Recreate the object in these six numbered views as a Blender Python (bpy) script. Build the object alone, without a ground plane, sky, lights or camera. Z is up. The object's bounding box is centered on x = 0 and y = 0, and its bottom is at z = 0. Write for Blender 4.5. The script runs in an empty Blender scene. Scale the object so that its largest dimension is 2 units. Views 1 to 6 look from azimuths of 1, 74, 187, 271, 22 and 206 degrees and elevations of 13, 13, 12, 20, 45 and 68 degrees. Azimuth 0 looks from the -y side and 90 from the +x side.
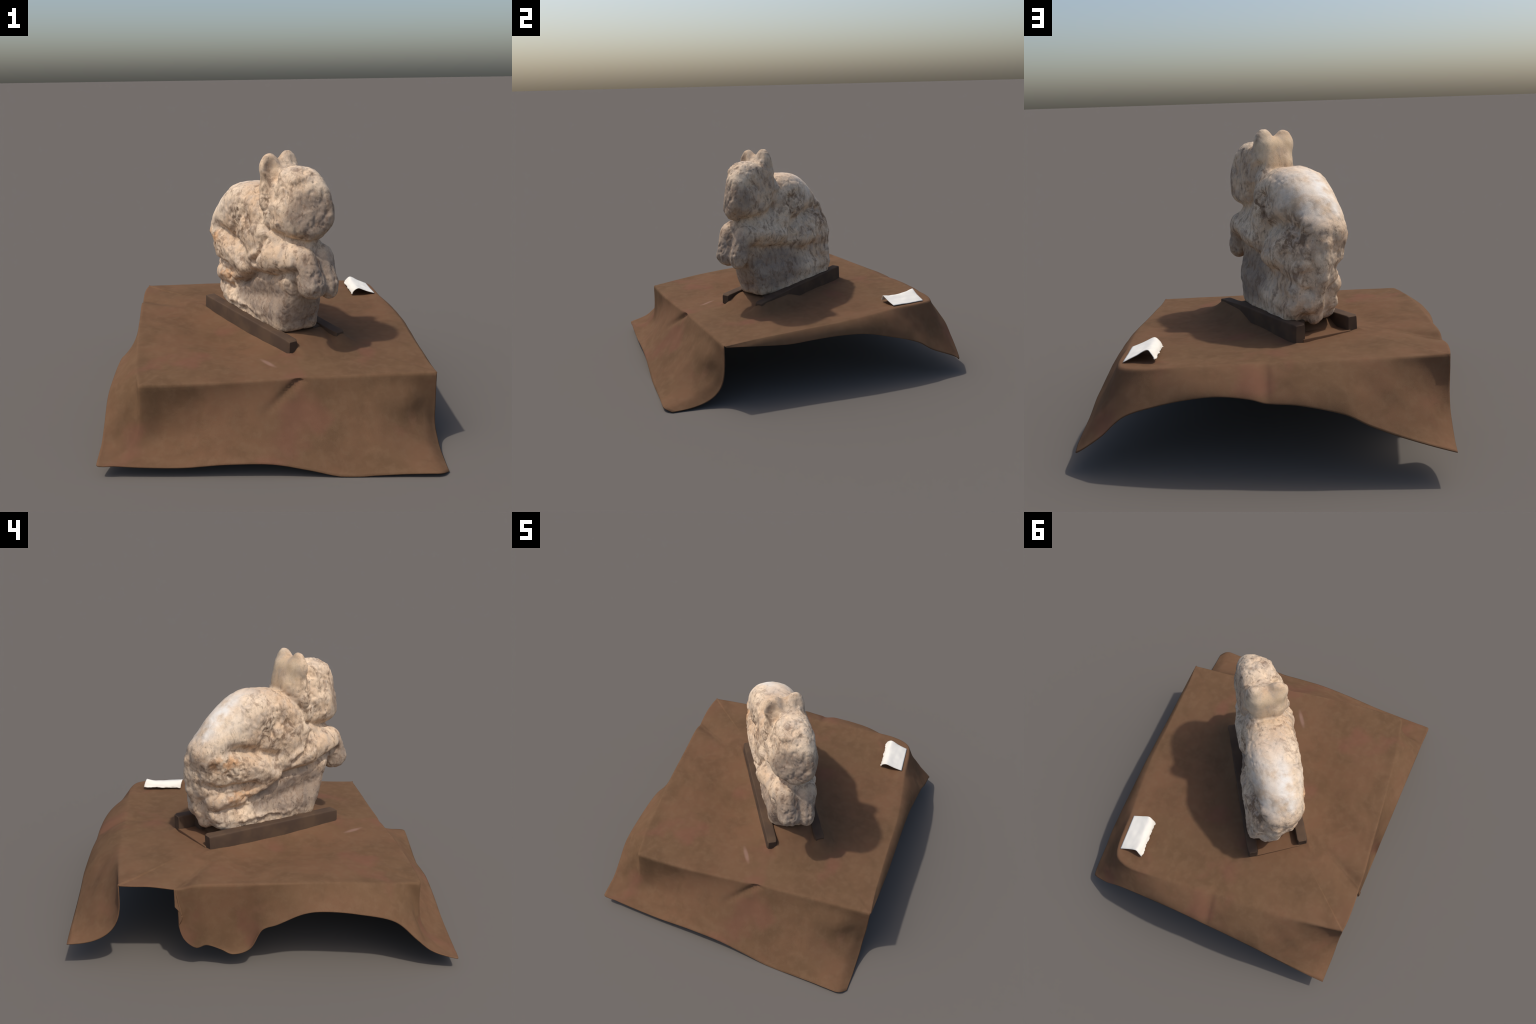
import bpy, bmesh, math
import numpy as np
from mathutils import Vector

# ------------------------------------------------------------------ helpers
rng = np.random.default_rng(7)
PERM = rng.permutation(256).astype(np.int64)
PERM = np.concatenate([PERM, PERM, PERM])
GRAD = rng.normal(size=(256, 3)); GRAD /= np.linalg.norm(GRAD, axis=1)[:, None]


def perlin(P, freq, seed=0):
    """Gradient noise (about -0.7..0.7) at points P (n,3)."""
    p = P * freq + np.array([17.3, 41.9, 5.7]) * (seed + 1)
    i = np.floor(p).astype(np.int64); f = p - i
    w = f * f * f * (f * (f * 6 - 15) + 10)
    i &= 255
    out = np.zeros(len(P))
    for dx in (0, 1):
        for dy in (0, 1):
            for dz in (0, 1):
                h = PERM[PERM[PERM[(i[:, 0] + dx) & 255] + ((i[:, 1] + dy) & 255)] + ((i[:, 2] + dz) & 255)] & 255
                g = GRAD[h]
                d = g[:, 0] * (f[:, 0] - dx) + g[:, 1] * (f[:, 1] - dy) + g[:, 2] * (f[:, 2] - dz)
                out += d * (w[:, 0] if dx else 1 - w[:, 0]) * (w[:, 1] if dy else 1 - w[:, 1]) * (w[:, 2] if dz else 1 - w[:, 2])
    return out


def fbm(P, freq, octaves=3, seed=0, gain=0.5):
    return sum(perlin(P, freq * 2 ** o, seed + 3 * o) * gain ** o for o in range(octaves))


def smooth01(x, a, b):
    x = np.clip((x - a) / (b - a), 0, 1)
    return x * x * (3 - 2 * x)


def smin(a, b, k):
    h = np.clip(0.5 + 0.5 * (b - a) / k, 0, 1)
    return b * (1 - h) + a * h - k * h * (1 - h)


def smax(a, b, k):
    return -smin(-a, -b, k)


def catmull(points, n_per, closed=False):
    """Catmull-Rom samples through the rows of points."""
    P = np.array(points, float); out = []
    m = len(P)
    for i in range(m if closed else m - 1):
        p0 = P[i - 1] if (i or closed) else P[i]
        p1, p2 = P[i], P[(i + 1) % m]
        p3 = P[(i + 2) % m] if (closed or i + 2 < m) else p2
        for j in range(n_per):
            t = j / n_per
            out.append(0.5 * (2 * p1 + (p2 - p0) * t + (2 * p0 - 5 * p1 + 4 * p2 - p3) * t * t + (3 * p1 - p0 - 3 * p2 + p3) * t ** 3))
    if not closed:
        out.append(P[-1])
    return np.array(out)


def new_object(name, mesh, parent=None):
    o = bpy.data.objects.new(name, mesh)
    bpy.context.scene.collection.objects.link(o)
    o.parent = parent
    return o


def empty(name, label=None, category=None, parent=None):
    o = bpy.data.objects.new(name, None)
    o.empty_display_size = 0.1
    bpy.context.scene.collection.objects.link(o)
    o.parent = parent
    if label:
        o["label"] = label; o["category"] = category
    return o


def shade_smooth(mesh):
    mesh.polygons.foreach_set("use_smooth", [True] * len(mesh.polygons))


# ------------------------------------------------------------------ materials
class Nodes:
    def __init__(self, name):
        self.mat = bpy.data.materials.new(name); self.mat.use_nodes = True
        self.nt = self.mat.node_tree
        self.bsdf = self.nt.nodes["Principled BSDF"]
        self.co = self.nt.nodes.new("ShaderNodeTexCoord").outputs["Object"]

    def n(self, kind, **props):
        x = self.nt.nodes.new(kind)
        for k, v in props.items():
            setattr(x, k, v)
        return x

    def link(self, a, b):
        self.nt.links.new(a, b)

    def put(self, sock, v):
        if hasattr(v, "is_linked") or hasattr(v, "links"):
            self.link(v, sock)
        else:
            sock.default_value = v

    def noise(self, scale, detail=4, rough=0.55, stretch=None, dist=0.0):
        co = self.co
        if stretch:
            m = self.n("ShaderNodeMapping"); self.link(co, m.inputs[0]); m.inputs["Scale"].default_value = stretch
            co = m.outputs[0]
        x = self.n("ShaderNodeTexNoise"); self.link(co, x.inputs["Vector"])
        x.inputs["Scale"].default_value = scale; x.inputs["Detail"].default_value = detail
        x.inputs["Roughness"].default_value = rough; x.inputs["Distortion"].default_value = dist
        return x.outputs["Fac"]

    def ramp(self, fac, a, b, lo=0.0, hi=1.0):
        m = self.n("ShaderNodeMapRange", interpolation_type="SMOOTHSTEP")
        self.put(m.inputs["Value"], fac)
        for k, v in (("From Min", a), ("From Max", b), ("To Min", lo), ("To Max", hi)):
            m.inputs[k].default_value = v
        return m.outputs[0]

    def math(self, op, a, b=0.0):
        m = self.n("ShaderNodeMath", operation=op)
        self.put(m.inputs[0], a); self.put(m.inputs[1], b)
        return m.outputs[0]

    def mix(self, fac, a, b, blend="MIX"):
        m = self.n("ShaderNodeMix", data_type="RGBA", blend_type=blend)
        self.put(m.inputs[0], fac)
        for s, v in ((m.inputs[6], a), (m.inputs[7], b)):
            self.put(s, (*v, 1) if isinstance(v, tuple) else v)
        return m.outputs[2]

    def blob(self, centre, radii, soft=0.5):
        """1 inside an ellipsoidal region around centre, 0 outside."""
        m = self.n("ShaderNodeMapping", vector_type="TEXTURE")
        self.link(self.co, m.inputs[0])
        m.inputs["Location"].default_value = centre
        m.inputs["Rotation"].default_value = (0, 0, HEADING)
        m.inputs["Scale"].default_value = radii
        d = self.n("ShaderNodeVectorMath", operation="LENGTH"); self.link(m.outputs[0], d.inputs[0])
        return self.ramp(d.outputs["Value"], 1 - soft, 1 + soft, 1, 0)

    def bump(self, height, strength, distance=0.004):
        b = self.n("ShaderNodeBump"); b.inputs["Strength"].default_value = strength
        b.inputs["Distance"].default_value = distance
        self.link(height, b.inputs["Height"]); self.link(b.outputs[0], self.bsdf.inputs["Normal"])


# the statue's own frame: s forward (towards the muzzle), t to its right, z up
ORIGIN = np.array([-0.05, 0.0, 0.0])
FWD = np.array([0.585, -0.811, 0.0]); FWD /= np.linalg.norm(FWD)
RGT = np.array([-FWD[1], FWD[0], 0.0])
HEADING = math.atan2(FWD[1], FWD[0])


def world(s, t, z):
    return tuple(float(x) for x in ORIGIN + s * FWD + t * RGT + np.array([0, 0, z]))


def cloth_material():
    m = Nodes("brown_felt")
    big = m.ramp(m.noise(2.2, 3), 0.35, 0.68)
    mid = m.ramp(m.noise(6.5, 4, dist=0.4), 0.4, 0.7)
    fine = m.noise(420, 2)
    c = m.mix(big, (0.190, 0.102, 0.057), (0.170, 0.098, 0.053))
    c = m.mix(m.math("MULTIPLY", mid, 0.55), c, (0.132, 0.076, 0.041))
    speck = m.ramp(m.noise(24, 4, 0.6, dist=0.3), 0.4, 0.72)
    c = m.mix(m.math("MULTIPLY", speck, 0.4), c, (0.208, 0.126, 0.072))
    red = m.ramp(m.noise(3.4, 2, dist=0.2), 0.56, 0.72)
    c = m.mix(m.math("MULTIPLY", red, 0.5), c, (0.212, 0.094, 0.062))
    c = m.mix(0.25, c, m.mix(fine, (0.04, 0.04, 0.04), (0.26, 0.26, 0.26)), "SOFT_LIGHT")
    # faded scuff on the top near the front edge
    sc = m.blob((-0.025, -0.535, 0.40), (0.055, 0.012, 0.06), 0.6)
    c = m.mix(m.math("MULTIPLY", sc, 0.35), c, (0.36, 0.22, 0.18))
    m.link(c, m.bsdf.inputs["Base Color"])
    m.bsdf.inputs["Roughness"].default_value = 0.92
    m.bsdf.inputs["Specular IOR Level"].default_value = 0.05
    m.bump(fine, 0.25, 0.002)
    return m.mat


def timber_material():
    m = Nodes("dark_felted_timber")
    c = m.mix(m.ramp(m.noise(9, 4), 0.35, 0.7), (0.088, 0.056, 0.038), (0.118, 0.074, 0.046))
    fine = m.noise(300, 2)
    c = m.mix(0.25, c, m.mix(fine, (0.05, 0.05, 0.05), (0.3, 0.3, 0.3)), "SOFT_LIGHT")
    m.link(c, m.bsdf.inputs["Base Color"])
    m.bsdf.inputs["Roughness"].default_value = 0.9
    m.bsdf.inputs["Specular IOR Level"].default_value = 0.15
    m.bump(fine, 0.25, 0.002)
    return m.mat


def stone_material():
    m = Nodes("weathered_limestone")
    big = m.ramp(m.noise(4.5, 4), 0.36, 0.66)
    mid = m.ramp(m.noise(15, 5, 0.65, dist=0.5), 0.42, 0.66)
    stain = m.ramp(m.noise(22, 6, 0.68, stretch=(1, 1, 0.6), dist=0.6), 0.47, 0.68)
    streak = m.ramp(m.noise(40, 5, 0.65, stretch=(1, 1, 0.4), dist=0.4), 0.5, 0.7)
    pits = m.ramp(m.noise(52, 5, 0.72, stretch=(1, 1, 0.6)), 0.57, 0.70)
    grain = m.noise(210, 3, 0.7)
    cream, tan, grey, umber = (0.76, 0.585, 0.41), (0.60, 0.415, 0.265), (0.47, 0.38, 0.30), (0.075, 0.046, 0.031)
    c = m.mix(big, cream, tan)
    c = m.mix(m.math("MULTIPLY", mid, 0.6), c, grey)
    # worn and bleached along the back, few pits there
    back = m.blob(world(-0.24, 0.02, 1.15), (0.27, 0.15, 0.15), 0.45)
    skull = m.blob(world(0.12, -0.03, 1.38), (0.10, 0.15, 0.12), 0.4)
    clean = m.math("MAXIMUM", back, m.math("MULTIPLY", skull, 0.9))
    rough = m.math("SUBTRACT", 1.0, m.math("MULTIPLY", clean, 0.75))
    # face, paws and block painted greyer and darker, partly for the scan's shade
    grey_zone = m.math("MAXIMUM", m.blob(world(0.47, -0.02, 1.16), (0.10, 0.16, 0.12), 0.35), m.blob(world(0.20, 0.02, 0.65), (0.36, 0.24, 0.15), 0.25))
    grey_zone = m.math("MAXIMUM", grey_zone, m.blob(world(0.50, 0.0, 0.84), (0.12, 0.16, 0.13), 0.5))
    c = m.mix(m.math("MULTIPLY", grey_zone, m.ramp(mid, 0.0, 1.0, 0.75, 0.95)), c, (0.255, 0.195, 0.15))
    c = m.mix(m.math("MULTIPLY", m.math("MULTIPLY", stain, 0.75), rough), c, (0.20, 0.125, 0.080))
    # dark brown patches on the flank, haunch and ruff
    broken = m.blob(world(0.0, -0.16, 1.07), (0.13, 0.09, 0.11), 0.4)
    for p, r in (((-0.33, -0.14, 0.90), (0.13, 0.09, 0.07)), ((0.22, -0.16, 1.15), (0.06, 0.07, 0.13)), ((-0.30, 0.13, 0.95), (0.13, 0.09, 0.13)), ((0.0, 0.15, 1.08), (0.12, 0.07, 0.10))):
        broken = m.math("MAXIMUM", broken, m.blob(world(*p), r, 0.4))
    dark_mottle = m.ramp(m.noise(19, 6, 0.66, dist=0.8), 0.44, 0.6)
    c = m.mix(m.math("MULTIPLY", m.math("MULTIPLY", broken, dark_mottle), 0.88), c, (0.185, 0.112, 0.066))
    c = m.mix(m.math("MULTIPLY", m.math("MULTIPLY", streak, 0.35), rough), c, (0.22, 0.145, 0.098))
    c = m.mix(m.math("MULTIPLY", m.math("MULTIPLY", pits, 0.45), rough), c, umber)
    pale = m.ramp(m.noise(9, 4, 0.6), 0.36, 0.62)
    c = m.mix(m.math("MULTIPLY", m.math("MULTIPLY", back, pale), 0.8), c, (0.86, 0.745, 0.61))
    blue = m.blob(world(-0.30, -0.03, 1.15), (0.17, 0.04, 0.14), 0.5)
    c = m.mix(m.math("MULTIPLY", m.math("MULTIPLY", blue, pale), 0.7), c, (0.86, 0.81, 0.73))
    # ochre lichen on the back of the head
    ochre = m.math("MULTIPLY", m.blob(world(0.12, -0.01, 1.36), (0.10, 0.14, 0.12), 0.4), m.ramp(m.noise(11, 3), 0.3, 0.6))
    c = m.mix(m.math("MULTIPLY", ochre, 0.4), c, (0.66, 0.49, 0.29))
    # rusty patches on the left hind foot and haunch
    rust = m.math("MAXIMUM", m.blob(world(-0.22, -0.14, 0.72), (0.09, 0.08, 0.05), 0.5), m.blob(world(-0.33, -0.14, 0.93), (0.08, 0.08, 0.05), 0.5))
    rust = m.math("MULTIPLY", rust, m.ramp(m.noise(22, 4, 0.6), 0.38, 0.6))
    c = m.mix(m.math("MULTIPLY", rust, 0.7), c, (0.60, 0.33, 0.16))
    c = m.mix(0.35, c, m.mix(grain, (0.1, 0.1, 0.1), (0.9, 0.9, 0.9)), "SOFT_LIGHT")
    m.link(c, m.bsdf.inputs["Base Color"])
    m.bsdf.inputs["Roughness"].default_value = 0.9
    m.bsdf.inputs["Specular IOR Level"].default_value = 0.2
    h = m.math("SUBTRACT", m.math("MULTIPLY", grain, 0.5), m.math("MULTIPLY", m.math("MULTIPLY", pits, rough), 0.9))
    m.bump(h, 0.6, 0.004)
    return m.mat


def paper_material():
    m = Nodes("white_paper")
    st = m.ramp(m.noise(28, 3, stretch=(1, 0.25, 1)), 0.35, 0.7)
    c = m.mix(m.math("MULTIPLY", st, 0.5), (0.86, 0.81, 0.70), (0.74, 0.69, 0.62))
    m.link(c, m.bsdf.inputs["Base Color"])
    m.bsdf.inputs["Roughness"].default_value = 0.7
    return m.mat


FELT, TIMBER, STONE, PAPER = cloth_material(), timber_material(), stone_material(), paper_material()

# ------------------------------------------------------------------ draped plinth
# Each row: where the cloth leaves the plinth's top edge, where its hem ends,
# and how hollow the fall between them is (1 straight, 3 drops then flares out).
LEFT_FRONT = [
    (-.838, .432, .455, -.849, .430, .360, 1.0), (-.838, .424, .455, -.849, .393, .305, 1.0),
    (-.837, .415, .456, -.849, .411, .250, 1.3), (-.836, .395, .458, -.849, .390, .172, 1.5),
    (-.834, .350, .470, -.849, .334, .124, 1.6), (-.828, .290, .473, -.849, .277, .140, 1.6),
    (-.818, .210, .471, -.849, .203, .115, 2.4), (-.810, .145, .468, -.850, .143, .089, 2.6),
    (-.800, .065, .464, -.849, .060, .121, 2.3), (-.792, .0, .460, -.848, .000, .225, 1.6),
    (-.782, -.08, .456, -.848, -.081, .259, 1.3), (-.765, -.205, .449, -.848, -.211, .320, 1.2),
    (-.748, -.32, .442, -.848, -.325, .334, 1.2), (-.724, -.47, .432, -.848, -.487, .318, 1.0),
    (-.698, -.63, .414, -.848, -.667, .276, .9), (-.681, -.735, .404, -.848, -.787, .172, 1.3),
    (-.672, -.785, .400, -.848, -.873, .105, 2.3), (-.664, -.812, .397, -.848, -.993, .066, 3),
    (-.640, -.825, .402, -.76, -.998, .063, 3.2), (-.55, -.818, .400, -.62, -.999, .056, 3.0),
    (-.42, -.808, .397, -.43, -.999, .054, 2.2), (-.25, -.786, .395, -.23, -.999, .068, 1.5),
    (-.02, -.746, .394, -.01, -.999, .069, 1.35), (.14, -.719, .392, .16, -.999, .040, 1.3),
    (.33, -.691, .388, .34, -.999, .002, 1.25), (.50, -.668, .384, .50, -.999, .010, 1.35),
    (.64, -.650, .382, .64, -.999, .018, 1.7), (.76, -.635, .380, .79, -.998, .020, 2.4),
    (.842, -.624, .378, .845, -.955, .006, 3.2)]
RIGHT_BACK = [
    (.842, -.616, .376, .846, -.611, .368, 1), (.825, -.48, .383, .846, -.50, .360, 1),
    (.812, -.36, .392, .846, -.419, .352, .8), (.800, -.20, .401, .843, -.21, .337, .75),
    (.790, -.05, .409, .838, -.054, .344, .75), (.781, .12, .417, .832, .126, .348, .75),
    (.760, .28, .426, .828, .308, .336, .75), (.730, .44, .437, .832, .488, .295, .75),
    (.707, .58, .447, .838, .671, .242, .95), (.697, .68, .451, .844, .782, .177, 1.0),
    (.683, .78, .454, .847, .93, .118, 1.15), (.655, .85, .455, .846, .978, .090, 1.2),
    (.600, .880, .457, .717, 1.0, .179, 1.15), (.52, .889, .459, .605, 1.0, .275, 1.0),
    (.42, .879, .462, .457, 1.0, .327, .95), (.30, .863, .464, .307, 1.0, .361, .75),
    (.17, .847, .466, .176, 1.0, .377, .75), (.05, .833, .468, .047, 1.0, .369, .75),
    (-.01, .815, .464, -.03, 1.0, .352, .85), (-.06, .810, .468, -.08, 1.0, .348, .75),
    (-.19, .802, .471, -.192, 1.0, .342, .75), (-.36, .785, .473, -.372, 1.0, .307, .8),
    (-.48, .770, .475, -.481, 1.0, .258, .9), (-.60, .752, .477, -.605, .999, .214, 1.1),
    (-.73, .730, .481, -.74, .997, .175, 1.6), (-.843, .708, .484, -.849, .993, .146, 2.6)]
TORN_EDGE = [(-.843, .708, .478), (-.848, .64, .479), (-.847, .56, .477), (-.843, .49, .466), (-.838, .432, .455)]


def top_plane(x, y):
    return 0.432 + 0.06 * y - 0.02 * x


RAIL_PATHS = {  # outer-left and outer-right timber of the cradle: back end, front end, (s, t, z top), width
    "left": ((-0.445, -0.106, 0.541), (0.447, -0.122, 0.485), 0.062),
    "right": ((-0.460, 0.214, 0.552), (0.470, 0.186, 0.493), 0.062)}


def cloth_lift(P):
    """The cloth rides up between and against the cradle's timbers."""
    q = P - ORIGIN
    s, t = q @ FWD, q @ RGT
    inside = smooth01(t, -0.135, -0.085) * (1 - smooth01(t, 0.185, 0.235))
    lift = 0.062 * inside * smooth01(s, -0.40, -0.22) * (1 - smooth01(s, 0.34, 0.56))
    right_mound = np.exp(-((t - 0.195) / 0.065) ** 2) * smooth01(s, 0.0, 0.2) * (1 - smooth01(s, 0.42, 0.58))
    lift = np.maximum(lift, 0.072 * right_mound)
    for tr, sg in ((-0.145, -1), (0.235, 1)):
        lift = np.maximum(lift, 0.010 * np.exp(-(np.abs(t - tr) / 0.03)) * smooth01(s, -0.52, -0.44) * (1 - smooth01(s, 0.44, 0.52)))
    return lift


def build_cloth(parent):
    n_fall, n_in = 34, 90
    A, B = catmull(LEFT_FRONT, 9), catmull(RIGHT_BACK, 9)
    torn = catmull(TORN_EDGE, 8)
    # keep the cropped sides flat: never outside the sheet's rectangle
    verts, faces = [], []

    def fall(cols):
        rows = []
        for c in cols:
            E, H, k = c[:3], c[3:6], c[6]
            q = np.linspace(0, 1, n_fall)
            if k >= 1:       # drops, then flares
                m = 1 + (k - 1) * (0.6 if E[1] > 0.6 else 0.42)
                u, dz = q ** k, 1 - (1 - q) ** m
            else:            # bellies outward
                u, dz = 1 - (1 - q) ** (1 / k), q ** (1 / k)
            rows.append(np.stack([E[0] + (H[0] - E[0]) * u, E[1] + (H[1] - E[1]) * u, E[2] + (H[2] - E[2]) * dz], 1))
        return np.array(rows)

    patches = [fall(A), fall(B)]
    loop = np.concatenate([A[:, :3], B[1:, :3], torn[1:-1]])
    centre = np.array([-0.02, 0.02, 0.0])
    rings = []
    for j in range(1, n_in + 1):
        w = j / n_in                       # 0 at the centre, 1 at the edge
        xy = centre[:2] + (loop[:, :2] - centre[:2]) * w
        z = top_plane(xy[:, 0], xy[:, 1])
        ze = top_plane(loop[:, 0], loop[:, 1])
        z = z + (loop[:, 2] - ze) * smooth01(np.full(len(xy), w), 0.55, 1.0)
        P = np.column_stack([xy, z])
        calm = 1 - smooth01(np.full(len(xy), w), 0.93, 1.0) * 0.7
        P[:, 2] += calm * (0.007 * fbm(P * [1, 1, 0], 4.0, 2, 5) + 0.002 * perlin(P * [1, 1, 0], 22, 9))
        P[:, 2] -= (0.018 * smooth01(P[:, 1], -0.35, 0.25) * smooth01(P[:, 0], -0.55, -0.1) + 0.004 * smooth01(P[:, 0], 0.1, 0.4) - 0.007) * np.sin(np.pi * np.clip((w - 0.15) / 0.8, 0, 1))
        q = P - ORIGIN
        qs, qt = q @ FWD, q @ RGT
        P[:, 2] -= 0.030 * np.exp(-((qt + .33) / .17) ** 2 - ((qs - .02) / .42) ** 2) + 0.010 * np.exp(-((qt - .48) / .18) ** 2 - ((qs - .05) / .4) ** 2)
        P[:, 2] += cloth_lift(P)
        rings.append(P)
    bm = bmesh.new()
    n = len(loop)
    ring_v = [[bm.verts.new(p) for p in R] for R in rings]
    mid = bm.verts.new((centre[0], centre[1], float(top_plane(centre[0], centre[1]) + cloth_lift(centre[None])[0])))
    for j in range(n):
        bm.faces.new((mid, ring_v[0][j], ring_v[0][(j + 1) % n]))
    for i in range(n_in - 1):
        for j in range(n):
            k = (j + 1) % n
            bm.faces.new((ring_v[i][j], ring_v[i + 1][j], ring_v[i + 1][k], ring_v[i][k]))
    # edge rings join the fall of each skirt
    start = 0
    for cols, idx in ((patches[0], list(range(len(A)))), (patches[1], list(range(len(A) - 1, len(A) + len(B) - 1)))):
        m = len(cols)
        cols = cols.copy()
        # soft folds and one diagonal crease, deeper away from the edge
        P = cols.reshape(-1, 3)
        depth = np.tile(np.linspace(0, 1, n_fall), m)
        length = np.repeat(np.linalg.norm(cols[:, -1] - cols[:, 0], axis=1), n_fall)
        amt = np.sin(np.pi * np.clip(depth, 0, 1)) * np.clip(length / 0.3, 0, 1)
        fold = 0.016 * perlin(P * [1, 1, 0.35], 5.5, 2) + 0.009 * perlin(P * [1, 1, 0.4], 13, 4)
        out = P[:, :2] - centre[:2]; out /= np.linalg.norm(out, axis=1)[:, None]
        front = smooth01(-P[:, 1], 0.55, 0.65)
        a = np.array([0.13, 0.375]); b = np.array([-0.06, 0.23]); d = b - a
        r = P[:, [0, 2]] - a
        tt = np.clip((r @ d) / (d @ d), 0, 1)
        side = (r[:, 0] * d[1] - r[:, 1] * d[0]) / np.linalg.norm(d)
        crease = -0.022 * np.exp(-(side / 0.016) ** 2) * (1 - tt) ** 0.7 * (np.linalg.norm(r - tt[:, None] * d, axis=1) < 0.06)
        belly = 0.026 * np.exp(-((P[:, 0] - .66) / .14) ** 2 - ((depth - .26) / .16) ** 2) * front
        fold = amt * fold + front * crease + belly
        P[:, :2] += out * fold[:, None]
        P[:, 0] = np.clip(P[:, 0], -0.8495, 0.848); P[:, 1] = np.clip(P[:, 1], -1.0, 1.0)
        P[:, 2] = np.maximum(P[:, 2], 0.004)
        cols = P.reshape(m, n_fall, 3)
        grid = []
        for c in range(m):
            grid.append([ring_v[-1][idx[c]]] + [bm.verts.new(p) for p in cols[c, 1:]])
        for c in range(m - 1):
            for r_ in range(n_fall - 1):
                q = (grid[c][r_], grid[c][r_ + 1], grid[c + 1][r_ + 1], grid[c + 1][r_])
                bm.faces.new(q)
    bm.verts.ensure_lookup_table()
    bmesh.ops.remove_doubles(bm, verts=bm.verts, dist=0.0006)
    # soften the plinth's edge
    soft = [v for v in bm.verts if not v.is_boundary and (v.co.z > 0.30)]
    near = []
    edge = loop
    from mathutils.kdtree import KDTree
    kd = KDTree(len(edge))
    for i, e in enumerate(edge):
        kd.insert(Vector(e), i)
    kd.balance()
    for v in soft:
        co, _, dist = kd.find(v.co)
        r = 0.014 if co.y < -0.55 or co.x < -0.6 else 0.03
        if dist < r:
            near.append(v)
    for _ in range(3):
        bmesh.ops.smooth_vert(bm, verts=near, factor=0.5, use_axis_x=True, use_axis_y=True, use_axis_z=True)
    bmesh.ops.recalc_face_normals(bm, faces=bm.faces)
    up = sum(f.normal.z * f.calc_area() for f in bm.faces)
    if up < 0:
        bmesh.ops.reverse_faces(bm, faces=bm.faces)
    me = bpy.data.meshes.new("cloth"); bm.to_mesh(me); bm.free()
    shade_smooth(me); me.materials.append(FELT)
    o = new_object("cloth", me, parent)
    so = o.modifiers.new("thickness", "SOLIDIFY"); so.thickness = 0.005; so.offset = -1
    return o


def build_rail(parent, spec, bulge, seed):
    """A felt-wrapped timber: rounded rectangular bar from back end to front end."""
    (s0, t0, z0), (s1, t1, z1), w = spec
    n, sec = 60, 28
    bm = bmesh.new(); loops = []
    for i in range(n + 1):
        u = i / n
        s, t, zt = s0 + (s1 - s0) * u, t0 + (t1 - t0) * u, z0 + (z1 - z0) * u
        base = ORIGIN + s * FWD + t * RGT
        zb = top_plane(base[0], base[1]) - 0.012
        end = min(u, 1 - u) * abs(s1 - s0)
        rnd = 0.007 * (1 - math.sqrt(max(0, 1 - max(0, 1 - end / 0.007) ** 2))) if end < 0.007 else 0
        hw = w / 2 - rnd; h = (zt - rnd) - zb
        ring = []
        for k in range(sec):
            a = 2 * math.pi * k / sec + math.pi / sec
            e = 0.16
            cx = math.copysign(abs(math.cos(a)) ** e, math.cos(a)); cz = math.copysign(abs(math.sin(a)) ** e, math.sin(a))
            taper = 1 + 0.10 * (0.5 - cz * 0.5)
            ring.append(base + RGT * (cx * hw * taper) + np.array([0, 0, zb + h * (0.5 + 0.5 * cz)]))
        ring = np.array(ring)
        wob = (0.007 if bulge else 0.003) * perlin(ring, 9, seed)
        ring += np.outer(wob, RGT) + np.outer(0.003 * perlin(ring, 7, seed + 1), [0, 0, 1])
        if bulge:   # the front half slumps into a soft mound
            m = 0.012 * smooth01(np.array([s]), 0.05, 0.4)[0]
            ring[:, 2] -= m * np.array([0.5 + 0.5 * math.sin(2 * math.pi * k / sec) for k in range(sec)])
        loops.append([bm.verts.new(p) for p in ring])
    for A_, B_ in zip(loops[:-1], loops[1:]):
        for k in range(sec):
            j = (k + 1) % sec
            bm.faces.new((A_[k], A_[j], B_[j], B_[k]))
    bm.faces.new(loops[0]); bm.faces.new(loops[-1])
    bmesh.ops.recalc_face_normals(bm, faces=bm.faces)
    me = bpy.data.meshes.new("rail"); bm.to_mesh(me); bm.free()
    shade_smooth(me); me.materials.append(TIMBER)
    me.set_sharp_from_angle(angle=math.radians(50))
    return new_object("rail", me, parent)


def build_bed(parent):
    """Thin board between the timbers, its back edge showing as a low step."""
    bm = bmesh.new()
    outline = [(-0.452, -0.09), (-0.462, 0.20), (0.20, 0.18), (0.20, -0.10)]
    top, bot = [], []
    for s, t in outline:
        p = ORIGIN + s * FWD + t * RGT
        z = top_plane(p[0], p[1])
        top.append(bm.verts.new((p[0], p[1], z + 0.010))); bot.append(bm.verts.new((p[0], p[1], z - 0.012)))
    bm.faces.new(top); bm.faces.new(bot[::-1])
    for i in range(4):
        j = (i + 1) % 4
        bm.faces.new((top[j], top[i], bot[i], bot[j]))
    bmesh.ops.recalc_face_normals(bm, faces=bm.faces)
    me = bpy.data.meshes.new("board"); bm.to_mesh(me); bm.free()
    me.materials.append(FELT)
    o = new_object("board", me, parent)
    b = o.modifiers.new("edge", "BEVEL"); b.width = 0.004; b.segments = 2
    return o


def build_packing(parent):
    """Dark felt stuffed between the stone's foot and each timber."""
    for (s0, t0, z0), (s1, t1, z1), w in (((-0.25, -0.070, 0.518), (0.30, -0.080, 0.488), 0.060), ((-0.36, 0.165, 0.535), (0.33, 0.150, 0.496), 0.085)):
        o = build_rail(parent, ((s0, t0, z0), (s1, t1, z1), w), True, 41 + int(s0 * 100))
        o.name = o.data.name = "packing"


# ------------------------------------------------------------------ statue
H = 0.0055
GS = np.arange(-0.58, 0.66, H); GT = np.arange(-0.24, 0.29, H); GZ = np.arange(0.44, 1.52, H)


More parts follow.
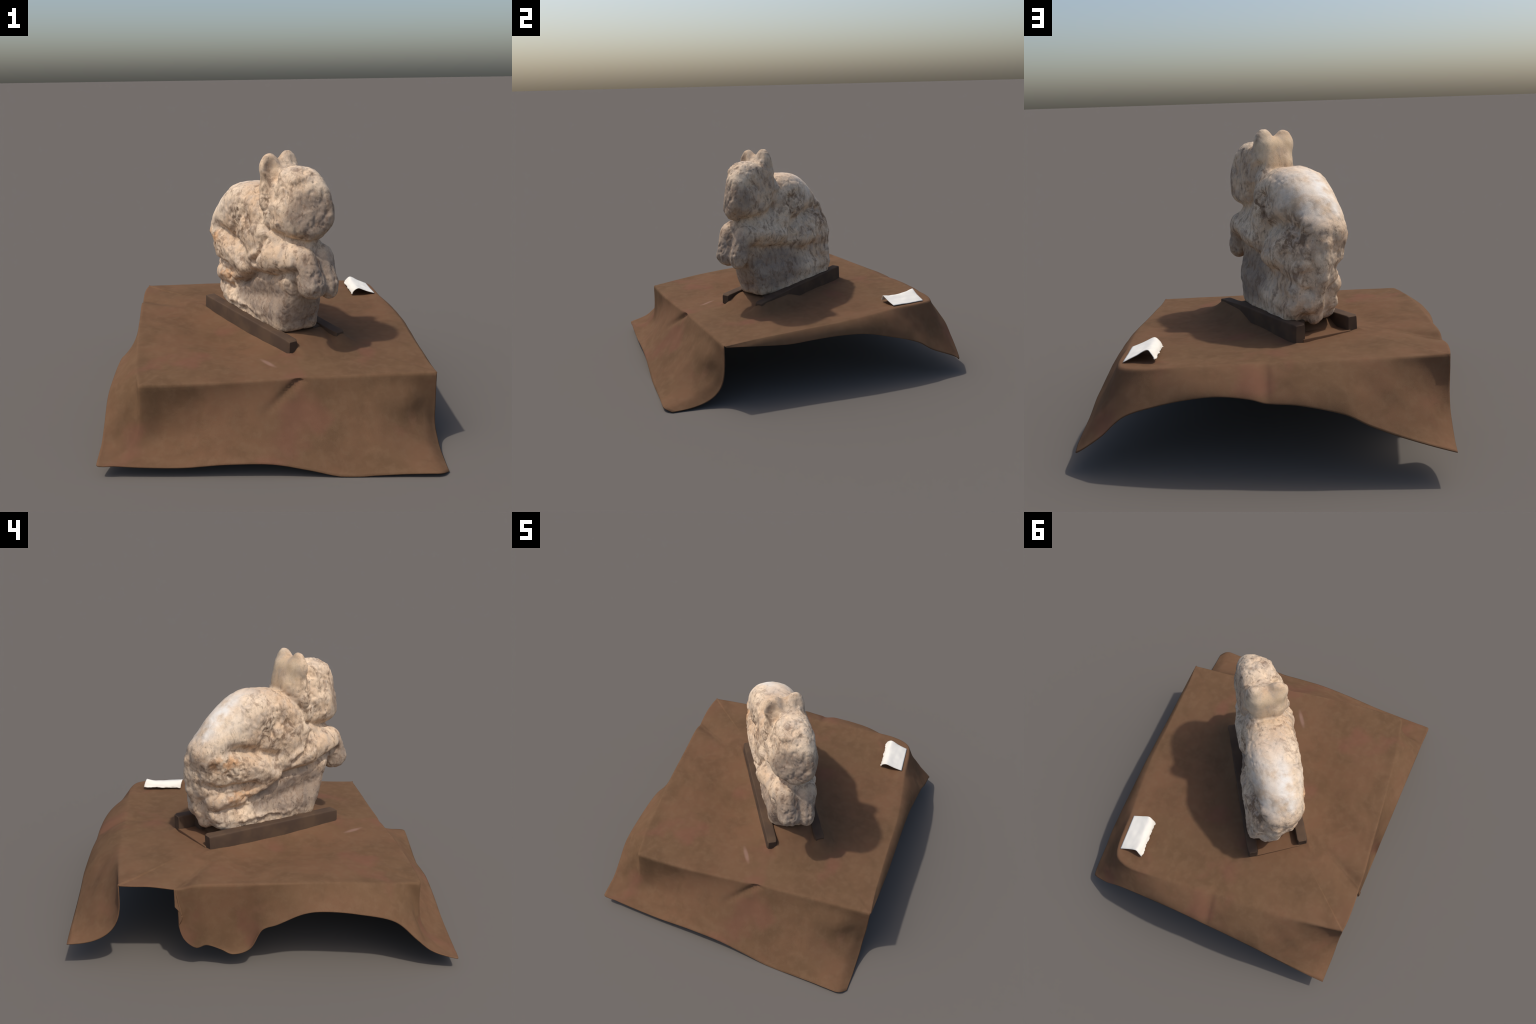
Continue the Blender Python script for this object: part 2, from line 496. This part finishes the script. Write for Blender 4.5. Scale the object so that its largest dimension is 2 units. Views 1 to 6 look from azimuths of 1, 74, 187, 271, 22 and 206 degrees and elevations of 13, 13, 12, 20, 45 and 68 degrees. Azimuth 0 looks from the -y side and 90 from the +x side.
def poly_sdf(poly):
    """Signed distance in the (s, z) side view to a closed profile curve."""
    P = catmull(poly, 4, closed=True)
    S, Z = np.meshgrid(GS, GZ, indexing="ij")
    d = np.full(S.shape, 1e9); inside = np.zeros(S.shape, bool)
    for i in range(len(P)):
        a, b = P[i], P[(i + 1) % len(P)]
        e = b - a; ws, wz = S - a[0], Z - a[1]
        u = np.clip((ws * e[0] + wz * e[1]) / (e @ e), 0, 1)
        d = np.minimum(d, (ws - u * e[0]) ** 2 + (wz - u * e[1]) ** 2)
        if a[1] != b[1]:
            inside ^= ((a[1] > Z) != (b[1] > Z)) & (S < e[0] * (Z - a[1]) / e[1] + a[0])
    d = np.sqrt(d)
    return np.where(inside, -d, d).astype(np.float32)


def slab(poly, tl, tr, r):
    """Profile thickened sideways between tl and tr (functions of s, z), edges rounded by r."""
    S, Z = np.meshgrid(GS, GZ, indexing="ij")
    d2 = poly_sdf(poly)[:, None, :]
    T = GT[None, :, None]
    L = np.maximum(tl(S, Z)[:, None, :] - T, T - tr(S, Z)[:, None, :]).astype(np.float32)
    a, b = d2 + r, L + r
    return (np.minimum(np.maximum(a, b), 0) + np.sqrt(np.maximum(a, 0) ** 2 + np.maximum(b, 0) ** 2) - r).astype(np.float32)


def grid3():
    return GS[:, None, None].astype(np.float32), GT[None, :, None].astype(np.float32), GZ[None, None, :].astype(np.float32)


def capsule(a, b, ra, rb, flat=1.0):
    """Tapered capsule between points (s,t,z); flat < 1 thins it sideways."""
    S, T, Z = grid3()
    a = np.array(a, float); b = np.array(b, float)
    e = (b - a) / [1, flat, 1]
    x, y, z = S - a[0], (T - a[1]) / flat, Z - a[2]
    u = np.clip((x * e[0] + y * e[1] + z * e[2]) / (e @ e), 0, 1)
    d = np.sqrt((x - u * e[0]) ** 2 + (y - u * e[1]) ** 2 + (z - u * e[2]) ** 2) - (ra + (rb - ra) * u)
    return (d * flat).astype(np.float32) if flat < 1 else d.astype(np.float32)


def ellipsoid(c, r, tilt=0.0):
    """Ellipsoid with radii (s,t,z), tilted in the side view."""
    S, T, Z = grid3()
    x, y, z = S - c[0], T - c[1], Z - c[2]
    ca, sa = math.cos(tilt), math.sin(tilt)
    xx, zz = x * ca + z * sa, -x * sa + z * ca
    k0 = np.sqrt((xx / r[0]) ** 2 + (y / r[1]) ** 2 + (zz / r[2]) ** 2)
    k1 = np.sqrt((xx / r[0] ** 2) ** 2 + (y / r[1] ** 2) ** 2 + (zz / r[2] ** 2) ** 2)
    return (k0 * (k0 - 1) / np.maximum(k1, 1e-4)).astype(np.float32)


def left(s, z):      # reach of the carving on its left
    low = np.clip((0.90 - z) / 0.42, 0, 1)
    high = np.clip((z - 1.05) / 0.3, 0, 1)
    rear = np.clip((-0.18 - s) / 0.25, 0, 1)
    return -0.158 - 0.050 * s + 0.055 * low + 0.03 * high * smooth01(s, -.15, .1) + rear ** 1.3 * (0.012 + 0.050 * smooth01(-z, -1.02, -0.88) * smooth01(z, .60, .72))


def right(s, z):
    rear = np.clip(-s / 0.40, 0, 1) ** 1.5
    low = np.clip((0.56 - z) / 0.08, 0, 1)
    mid = smooth01(z, 0.72, 1.02)
    return 0.176 - 0.13 * s + 0.006 * low - rear * (0.015 + 0.085 * mid) - 0.035 * np.clip((z - 1.0) / 0.25, 0, 1)


def plane(p, n):
    """Half-space behind the plane through p (s,t,z) with outward normal n."""
    S, T, Z = grid3()
    n = np.array(n, float); n /= np.linalg.norm(n)
    return ((S - p[0]) * n[0] + (T - p[1]) * n[1] + (Z - p[2]) * n[2]).astype(np.float32)


def statue_field():
    parts = {}
    T = GT[None, :, None].astype(np.float32)
    parts["torso"] = slab(
        [(-.462, .98), (-.43, 1.045), (-.315, 1.166), (-.20, 1.246), (-.11, 1.275), (.0, 1.275), (.09, 1.258), (.24, 1.20),
         (.40, 1.09), (.460, 1.05), (.466, 1.0), (.44, .92), (.15, .86), (-.02, .78), (-.25, .70), (-.42, .70), (-.455, .80), (-.465, .90)],
        lambda s, z: left(s, z) + 0.004 + 0.10 * np.clip((s - .22) / .2, 0, 1), lambda s, z: right(s, z) - 0.008, 0.105)
    parts["rock_block"] = slab(
        [(-.40, .66), (-.36, .56), (-.28, .500), (-.05, .478), (.20, .480), (.340, .490), (.375, .56), (.408, .66), (.435, .75),
         (.45, .86), (.30, .93), (-.1, .88), (-.36, .80)],
        lambda s, z: left(s, z) + 0.012 + 0.026 * smooth01(z, .58, .68), lambda s, z: right(s, z) + 0.012 - 0.010 * np.clip((s - .12) / .22, 0, 1) - 0.044 * smooth01(z, .62, .78), 0.035)
    parts["rock_block"] = smax(parts["rock_block"], plane((.335, -.10, .6), (.8, -.6, -.25)), 0.03)
    parts["rock_block"] = smax(parts["rock_block"], plane((.350, .140, .6), (.7, .7, -.15)), 0.03)
    parts["head"] = slab(
        [(.10, 1.27), (.112, 1.345), (.15, 1.40), (.24, 1.385), (.31, 1.405), (.385, 1.398), (.44, 1.365), (.505, 1.30), (.545, 1.21),
         (.562, 1.13), (.540, 1.07), (.475, 1.025), (.36, 1.022), (.24, 1.05), (.16, 1.13), (.10, 1.20)],
        lambda s, z: -0.144 + 0.50 * np.clip(s - 0.36, 0, 1) ** 1.2 + 0.28 * np.clip(z - 1.20, 0, 1),
        lambda s, z: 0.136 - 0.22 * np.clip(z - 1.19, 0, 1) - 0.05 * np.clip(s - 0.40, 0, 1), 0.07)
    hd = smax(parts["head"], ellipsoid((.27, .0, 1.20), (.312, .178, .27)), 0.04)
    # chipped planes: forehead slope, worn face, both cheeks
    hd = smax(hd, plane((.41, -.02, 1.392), (.55, -.10, 1)), 0.02)
    hd = smax(hd, plane((.525, .0, 1.20), (1, -.30, .18)), 0.03)
    hd = smax(hd, plane((.415, -.125, 1.20), (.45, -1, .28)), 0.025)
    hd = smax(hd, plane((.48, .118, 1.20), (.45, 1, .12)), 0.03)
    hd = smax(hd, plane((.49, .115, 1.09), (.5, .8, -.6)), 0.03)
    hd = smax(hd, plane((.44, .115, 1.315), (.35, .8, .65)), 0.03)
    # brow undercut above the worn cheek, shallow eye hollows
    hd = smax(hd, -capsule((.335, -.165, 1.235), (.425, -.128, 1.295), .022, .026), 0.02)
    hd = smax(hd, -capsule((.44, .135, 1.27), (.40, .150, 1.26), .022, .020), 0.03)
    hd = smax(hd, plane((.445, -.10, 1.20), (.75, -.66, .12)), 0.03)
    parts["head"] = hd
    parts["ear"] = smin(ellipsoid((.196, -.086, 1.386), (.040, .057, .080), 0.1), capsule((.172, -.065, 1.28), (.186, -.080, 1.37), .060, .052), 0.03)
    parts["ear.R"] = smin(ellipsoid((.192, .036, 1.392), (.042, .054, .082), 0.1), capsule((.172, .025, 1.28), (.186, .034, 1.37), .060, .052), 0.03)
    tL = lambda s: -0.115 - 0.06 * s
    # forelegs lie across the block, paws hang over its front
    parts["forelimb"] = smin(smin(
        capsule((.04, tL(.04) + .02, .868), (.24, tL(.24) + .012, .905), .062, .086, .75),
        capsule((.24, tL(.24) + .012, .905), (.415, -.078, .918), .086, .084, .8), 0.03),
        smin(capsule((.446, -.046, .895), (.502, -.036, .80), .080, .070), ellipsoid((.500, -.036, .782), (.072, .076, .064), -0.2), 0.03), 0.03)
    parts["forelimb.R"] = smin(smin(
        capsule((.02, .115, .855), (.24, .095, .905), .064, .082, .75),
        capsule((.24, .095, .905), (.415, .066, .922), .080, .076, .8), 0.03),
        smin(capsule((.450, .062, .905), (.508, .062, .81), .068, .052), ellipsoid((.508, .062, .772), (.068, .050, .060), -0.2), 0.03), 0.03)
    # haunches with the foot tucked below
    haunch = slab([(-.425, .955), (-.36, .992), (-.25, .978), (-.12, .912), (.0, .852), (.038, .812), (.005, .772), (-.08, .762), (-.20, .772), (-.34, .765), (-.42, .80), (-.435, .88)],
                  lambda s, z: left(s, z) - 0.012, lambda s, z: right(s, z) + 0.002, 0.05)
    parts["hindlimb"] = smin(smin(
        np.maximum(haunch, T - 0.01),
        capsule((.0, -.092, .80), (-.17, -.075, .69), .056, .048, .9), 0.03),
        capsule((-.34, -.028, .695), (-.16, -.064, .700), .066, .048), 0.02)
    parts["hindlimb.R"] = smin(smin(
        np.maximum(haunch, 0.03 - T),
        capsule((-.01, .112, .80), (-.18, .120, .69), .054, .048, .9), 0.04),
        capsule((-.36, .112, .635), (-.16, .120, .66), .070, .048), 0.03)
    parts["tail"] = smin(capsule((-.445, .055, .93), (-.435, .068, .76), .036, .034), capsule((-.435, .068, .76), (-.355, .070, .545), .036, .040), 0.02)

    d = smin(parts["torso"], parts["rock_block"], 0.012)
    # hollow between shoulder and thigh, both sides
    d = smax(d, -capsule((-.25, -.190, 1.00), (.0, -.200, .915), .050, .058), 0.02)
    d = smax(d, -capsule((-.24, .215, 1.02), (.0, .205, .93), .050, .040), 0.05)
    d = smax(d, -capsule((-.075, -.205, 1.02), (.0, -.215, 1.10), .046, .030), 0.03)
    d = smax(d, -capsule((-.45, .155, .82), (-.45, .135, .70), .040, .040), 0.04)
    for k in ("hindlimb", "hindlimb.R"):
        d = smin(d, parts[k], 0.010)
    d = smin(d, parts["tail"], 0.018)
    # left thigh is parted from the foot by a deep fold
    d = smax(d, -capsule((-.42, -.165, .775), (-.17, -.182, .765), .020, .014), 0.02)
    for k in ("forelimb", "forelimb.R"):
        d = smin(d, parts[k], 0.014)
    # shoulder tip against the arm
    d = smax(d, -capsule((.225, -.200, 1.01), (.10, -.200, .87), .030, .024), 0.015)
    hd = smin(hd, capsule((.186, -.065, 1.375), (.186, .025, 1.375), .056, .056), 0.03)
    head = hd
    for k in ("ear", "ear.R"):
        head = smin(head, parts[k], 0.02)
    # ears are cupped towards the front, the hollow running down behind the left cheek
    head = smax(head, -ellipsoid((.248, -.106, 1.385), (.034, .036, .066), 0.15), 0.025)
    head = smax(head, -ellipsoid((.248, .050, 1.43), (.028, .022, .030), 0.15), 0.02)
    head = smax(head, -capsule((.240, -.155, 1.34), (.245, -.182, 1.15), .030, .030), 0.015)
    d = smin(d, head, 0.016)
    # cut between the paws and between the toes
    d = smax(d, -capsule((.588, .022, .98), (.602, .024, .73), .009, .012), 0.016)
    for t in (-.085, -.050, -.012, .062, .090):
        d = smax(d, -capsule((.588, t, .82), (.558, t, .735), .006, .006), 0.010)
    return d, parts


def surface_nets(F):
    """Quads on the zero level of a regular grid of distances."""
    neg = F < 0
    nx, ny, nz = F.shape
    c = neg[:-1, :-1, :-1].astype(np.int8)
    tot = sum(neg[a:nx - 1 + a, b:ny - 1 + b, g:nz - 1 + g].astype(np.int8) for a in (0, 1) for b in (0, 1) for g in (0, 1))
    cell = (tot > 0) & (tot < 8)
    idx = np.full(cell.shape, -1, np.int64)
    ci = np.argwhere(cell)
    idx[cell] = np.arange(len(ci))
    acc = np.zeros((len(ci), 3)); cnt = np.zeros(len(ci))
    corners = [(a, b, g) for a in (0, 1) for b in (0, 1) for g in (0, 1)]
    val = {k: F[ci[:, 0] + k[0], ci[:, 1] + k[1], ci[:, 2] + k[2]] for k in corners}
    for k in corners:
        for ax in range(3):
            if k[ax] == 0:
                k2 = tuple(1 if i == ax else k[i] for i in range(3))
                a, b = val[k], val[k2]
                m = (a < 0) != (b < 0)
                u = np.where(m, a / np.where(m, a - b, 1), 0)
                p = np.array(k, float)[None] + np.eye(3)[ax] * u[:, None]
                acc += np.where(m[:, None], p, 0); cnt += m
    V = ci + acc / cnt[:, None]
    quads = []
    for ax in range(3):
        sl0 = [slice(None)] * 3; sl1 = [slice(None)] * 3
        sl0[ax] = slice(0, -1); sl1[ax] = slice(1, None)
        a, b = neg[tuple(sl0)], neg[tuple(sl1)]
        e = np.argwhere(a != b)
        o1, o2 = (ax + 1) % 3, (ax + 2) % 3
        ok = (e[:, o1] > 0) & (e[:, o2] > 0) & (e[:, o1] < F.shape[o1] - 1) & (e[:, o2] < F.shape[o2] - 1)
        e = e[ok]
        def at(d1, d2):
            q = e.copy(); q[:, o1] -= d1; q[:, o2] -= d2
            return idx[q[:, 0], q[:, 1], q[:, 2]]
        q = np.stack([at(1, 1), at(0, 1), at(0, 0), at(1, 0)], 1)
        inside_first = a[tuple(e.T)]
        q[~inside_first] = q[~inside_first][:, ::-1]
        quads.append(q)
    return V, np.concatenate(quads)


def sample(F, V):
    """Trilinear lookup of grid F at fractional indices V."""
    i = np.clip(np.floor(V).astype(int), 0, np.array(F.shape) - 2); f = V - i
    out = 0
    for a in (0, 1):
        for b in (0, 1):
            for c in (0, 1):
                w = (f[:, 0] if a else 1 - f[:, 0]) * (f[:, 1] if b else 1 - f[:, 1]) * (f[:, 2] if c else 1 - f[:, 2])
                out = out + w * F[i[:, 0] + a, i[:, 1] + b, i[:, 2] + c]
    return out


def relax(V, Q, n):
    for _ in range(n):
        acc = np.zeros_like(V); cnt = np.zeros(len(V))
        for a, b in ((0, 1), (1, 2), (2, 3), (3, 0)):
            np.add.at(acc, Q[:, a], V[Q[:, b]]); np.add.at(cnt, Q[:, a], 1)
            np.add.at(acc, Q[:, b], V[Q[:, a]]); np.add.at(cnt, Q[:, b], 1)
        V = 0.5 * V + 0.5 * acc / cnt[:, None]
    return V


def normals(V, Q):
    fn = np.cross(V[Q[:, 2]] - V[Q[:, 0]], V[Q[:, 3]] - V[Q[:, 1]])
    N = np.zeros_like(V)
    for k in range(4):
        np.add.at(N, Q[:, k], fn)
    return N / np.maximum(np.linalg.norm(N, axis=1), 1e-9)[:, None]


def weathering(P, s, t, z):
    """How far rain and breakage moved the surface, in metres, outward positive."""
    def spot(c, r):
        return np.clip(1.35 - np.sqrt(((s - c[0]) / r[0]) ** 2 + ((t - c[1]) / r[1]) ** 2 + ((z - c[2]) / r[2]) ** 2), 0, 1)
    worn = np.maximum(spot((-.22, .02, 1.13), (.26, .16, .16)), spot((.13, -.03, 1.40), (.09, .2, .12)))
    chip = 0.30 + 0.25 * smooth01(perlin(P, 5, 12), -0.1, 0.3)
    for c, r in (((-.02, -.15, 1.10), (.16, .10, .13)), ((-.27, -.13, .88), (.17, .10, .10)), ((-.15, -.12, .70), (.16, .1, .07)),
                 ((.24, -.14, 1.18), (.08, .08, .16)), ((.36, -.05, 1.33), (.13, .16, .10)), ((-.05, -.12, .55), (.28, .08, .05)),
                 ((-.30, .12, .95), (.14, .10, .12))):
        chip = np.maximum(chip, spot(c, r))
    chip = chip * (1 - 0.9 * np.clip(worn, 0, 1))
    big = 0.011 * perlin(P, 8, 1) * (1 - 0.5 * np.clip(worn, 0, 1))
    n = perlin(P + 0.02 * np.column_stack([perlin(P, 14, 20), perlin(P, 14, 21), perlin(P, 14, 22)]), 13, 2) * 3.2 + 0.5 * perlin(P, 30, 3)
    step = np.floor(n) + smooth01(n - np.floor(n), 0.25, 0.75)          # broken ledges
    ledge = 0.006 * step + 0.008 * perlin(P, 26, 17)
    rut = -0.011 * np.clip(0.42 - np.abs(perlin(P, 15, 6)) * 4.5, 0, 1)
    pit = -0.011 * smooth01(perlin(P * [1, 1, .65], 40, 8), 0.15, 0.42)
    fine = 0.004 * perlin(P, 60, 9) + 0.0022 * perlin(P, 110, 10)
    streak = 0.0035 * perlin(P * [1, 1, .3], 34, 15) * (1 - 0.6 * np.clip(worn, 0, 1))
    return 0.001 + big + streak + chip * (ledge + rut + pit + fine)


# Tool marks and breaks on the two flanks: a line in side view (s, z), its half width
# and how far it stands out (+) or is cut in (-), in metres.
LEFT_RELIEF = [
    ([(-.27, .995), (-.13, .955), (-.01, .915)], .034, -.034), ([(-.10, .99), (-.05, 1.06), (.0, 1.11)], .030, -.018),
    ([(-.26, .895), (-.08, .865)], .060, .014), ([(.46, .862), (.27, .808), (.07, .778), (-.03, .71), (-.17, .675), (-.21, .635)], .022, -.030),
    ([(-.42, .815), (-.36, .785), (-.25, .787), (-.15, .780)], .020, -.030), ([(.235, 1.005), (.205, .93), (.12, .865)], .018, -.028),
    ([(.09, 1.255), (.16, 1.18), (.225, 1.065)], .024, -.030), ([(.225, 1.06), (.32, 1.03), (.46, 1.028)], .026, -.024),
    ([(.255, 1.335), (.26, 1.27), (.235, 1.17)], .026, -.018), ([(.20, 1.29), (.19, 1.19)], .022, .014),
    ([(-.38, .90)], .028, -.014), ([(-.21, .925)], .024, -.010),
    ([(.02, 1.03), (.09, .98)], .035, .010), ([(.33, 1.105)], .016, .014), ([(.235, .965)], .020, .012), ([(.16, .92), (.10, .89)], .018, .010),
    ([(-.22, .565), (-.02, .565), (.12, .545)], .014, .012), ([(-.10, .62), (.12, .66), (.30, .70)], .030, -.008), ([(-.30, .70), (-.2, .735)], .022, .012)]
RIGHT_RELIEF = [
    ([(.44, .850), (.30, .808), (.10, .778), (.0, .79), (-.12, .72), (-.20, .665), (-.40, .645)], .030, -.017),
    ([(.02, 1.12), (.0, 1.02), (.01, .93), (.05, .85)], .032, -.026), ([(-.02, .965), (-.14, 1.005), (-.31, 1.0)], .036, -.026),
    ([(.50, 1.03), (.30, 1.022), (.19, 1.08)], .030, -.026), ([(.19, 1.08), (.17, 1.20), (.14, 1.28)], .024, -.022),
    ([(-.27, .93), (-.16, .86), (-.08, .82)], .065, .022), ([(.12, .885), (.36, .93)], .045, .014), ([(.09, 1.11), (.11, 1.0)], .045, .014),
    ([(-.16, 1.09), (-.06, 1.19)], .04, .010), ([(-.36, 1.02)], .035, .014), ([(.25, .70), (-.02, .69)], .035, -.010), ([(.0, .60), (-.3, .60)], .035, .008)]


def relief(s, z, strokes, P):
    s = s + 0.012 * perlin(P, 18, 31); z = z + 0.012 * perlin(P, 18, 32)
    out = np.zeros(len(s))
    for line, w, depth in strokes:
        d = np.full(len(s), 9.0)
        pts = np.array(line if len(line) > 1 else line * 2, float)
        for a, b in zip(pts[:-1], pts[1:]):
            e = b - a; L = max(e @ e, 1e-9)
            u = np.clip(((s - a[0]) * e[0] + (z - a[1]) * e[1]) / L, 0, 1)
            d = np.minimum(d, np.hypot(s - a[0] - u * e[0], z - a[1] - u * e[1]))
        out += depth * np.exp(-(d / w) ** 2)
    return out


def statue_mesh():
    F, parts = statue_field()
    V, Q = surface_nets(F)
    V = relax(V, Q, 2)
    L = np.column_stack([GS[0] + V[:, 0] * H, GT[0] + V[:, 1] * H, GZ[0] + V[:, 2] * H])
    P = ORIGIN + L[:, :1] * FWD + L[:, 1:2] * RGT + L[:, 2:] * np.array([0, 0, 1.0])
    N = normals(P, Q)
    side = N @ RGT
    cut = (smooth01(-side, 0.15, 0.6) * relief(L[:, 0], L[:, 2], LEFT_RELIEF, P)
           + smooth01(side, 0.15, 0.6) * relief(L[:, 0], L[:, 2], RIGHT_RELIEF, P))
    P = P + (np.sign(side) * cut)[:, None] * RGT
    P = relax(P, Q, 1)
    N = normals(P, Q)
    P = P + N * weathering(P, L[:, 0], L[:, 1], L[:, 2])[:, None]
    P = relax(P, Q, 1)
    names = list(parts)
    vals = np.stack([sample(parts[k], V) for k in names], 1)
    for j, k in enumerate(names):      # limbs and ears win where they merge with the body
        if k not in ("torso", "rock_block", "head"):
            vals[:, j] -= 0.010
    lab = np.argmin(vals, 1)
    face_lab = np.array([np.bincount(lab[q], minlength=len(names)).argmax() for q in Q])
    return P, Q, names, face_lab


def build_statue():
    root = empty("stone_animal_statue", "weathered cream limestone animal crouching over a rock block", "stone statue")
    root.location = (0, 0, 0)
    P, Q, names, face_lab = statue_mesh()
    whole = bpy.data.meshes.new("whole"); whole.from_pydata(P.tolist(), [], Q.tolist()); whole.update()
    shade_smooth(whole)
    N = normals(P, Q)
    for j, key in enumerate(names):
        q = Q[face_lab == j]
        if not len(q):
            continue
        used, inv = np.unique(q, return_inverse=True)
        kind = key.split(".")[0]
        me = bpy.data.meshes.new(kind)
        me.from_pydata(P[used].tolist(), [], inv.reshape(q.shape).tolist()); me.update()
        shade_smooth(me)
        me.normals_split_custom_set_from_vertices(N[used].tolist())
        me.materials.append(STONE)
        new_object(kind, me, root)
    bpy.data.meshes.remove(whole)
    return root


# ------------------------------------------------------------------ folded card
def build_card():
    # corners of the creased sheet: inner edge, ridge, outer edge, each front to back
    lines = [((.531, .555, .455), (.502, .795, .474)), ((.545, .552, .480), (.520, .788, .499)),
             ((.575, .546, .498), (.543, .780, .514)), ((.622, .556, .479), (.592, .786, .490)), ((.682, .572, .456), (.655, .801, .461))]
    prof = catmull([a + b for a, b in lines], 6)
    bm = bmesh.new(); n = 26; grid = []
    for c, p in enumerate(prof):
        a, b = p[:3], p[3:]
        col = []
        for j in range(n + 1):
            u = j / n
            q = a + (b - a) * u
            x = c / (len(prof) - 1)
            q = q + np.array([0, 0, -0.016 * math.sin(math.pi * u) * math.exp(-((x - 0.5) / 0.3) ** 2)])
            if x < 0.05:
                q = q + np.array([0.012 * perlin(q[None], 60, 3)[0], 0, 0])
            q[2] += 0.005 * perlin(q[None], 24, 4)[0]
            col.append(bm.verts.new(q))
        grid.append(col)
    for c in range(len(grid) - 1):
        for j in range(n):
            bm.faces.new((grid[c][j], grid[c + 1][j], grid[c + 1][j + 1], grid[c][j + 1]))
    bmesh.ops.recalc_face_normals(bm, faces=bm.faces)
    if sum(f.normal.z for f in bm.faces) < 0:
        bmesh.ops.reverse_faces(bm, faces=bm.faces)
    me = bpy.data.meshes.new("folded_card"); bm.to_mesh(me); bm.free()
    shade_smooth(me); me.materials.append(PAPER)
    o = new_object("folded_card", me)
    o["label"] = "small white paper card folded like a tent"; o["category"] = "folded card"
    so = o.modifiers.new("thickness", "SOLIDIFY"); so.thickness = 0.003; so.offset = -1
    return o


plinth = empty("draped_plinth", "square display plinth draped in dusty brown felt cloth", "display plinth")
build_cloth(plinth)
cradle = empty("cradle", parent=plinth)
build_rail(cradle, RAIL_PATHS["left"], False, 11)
build_rail(cradle, RAIL_PATHS["right"], True, 23)
build_bed(cradle)
build_packing(cradle)
build_statue()
build_card()
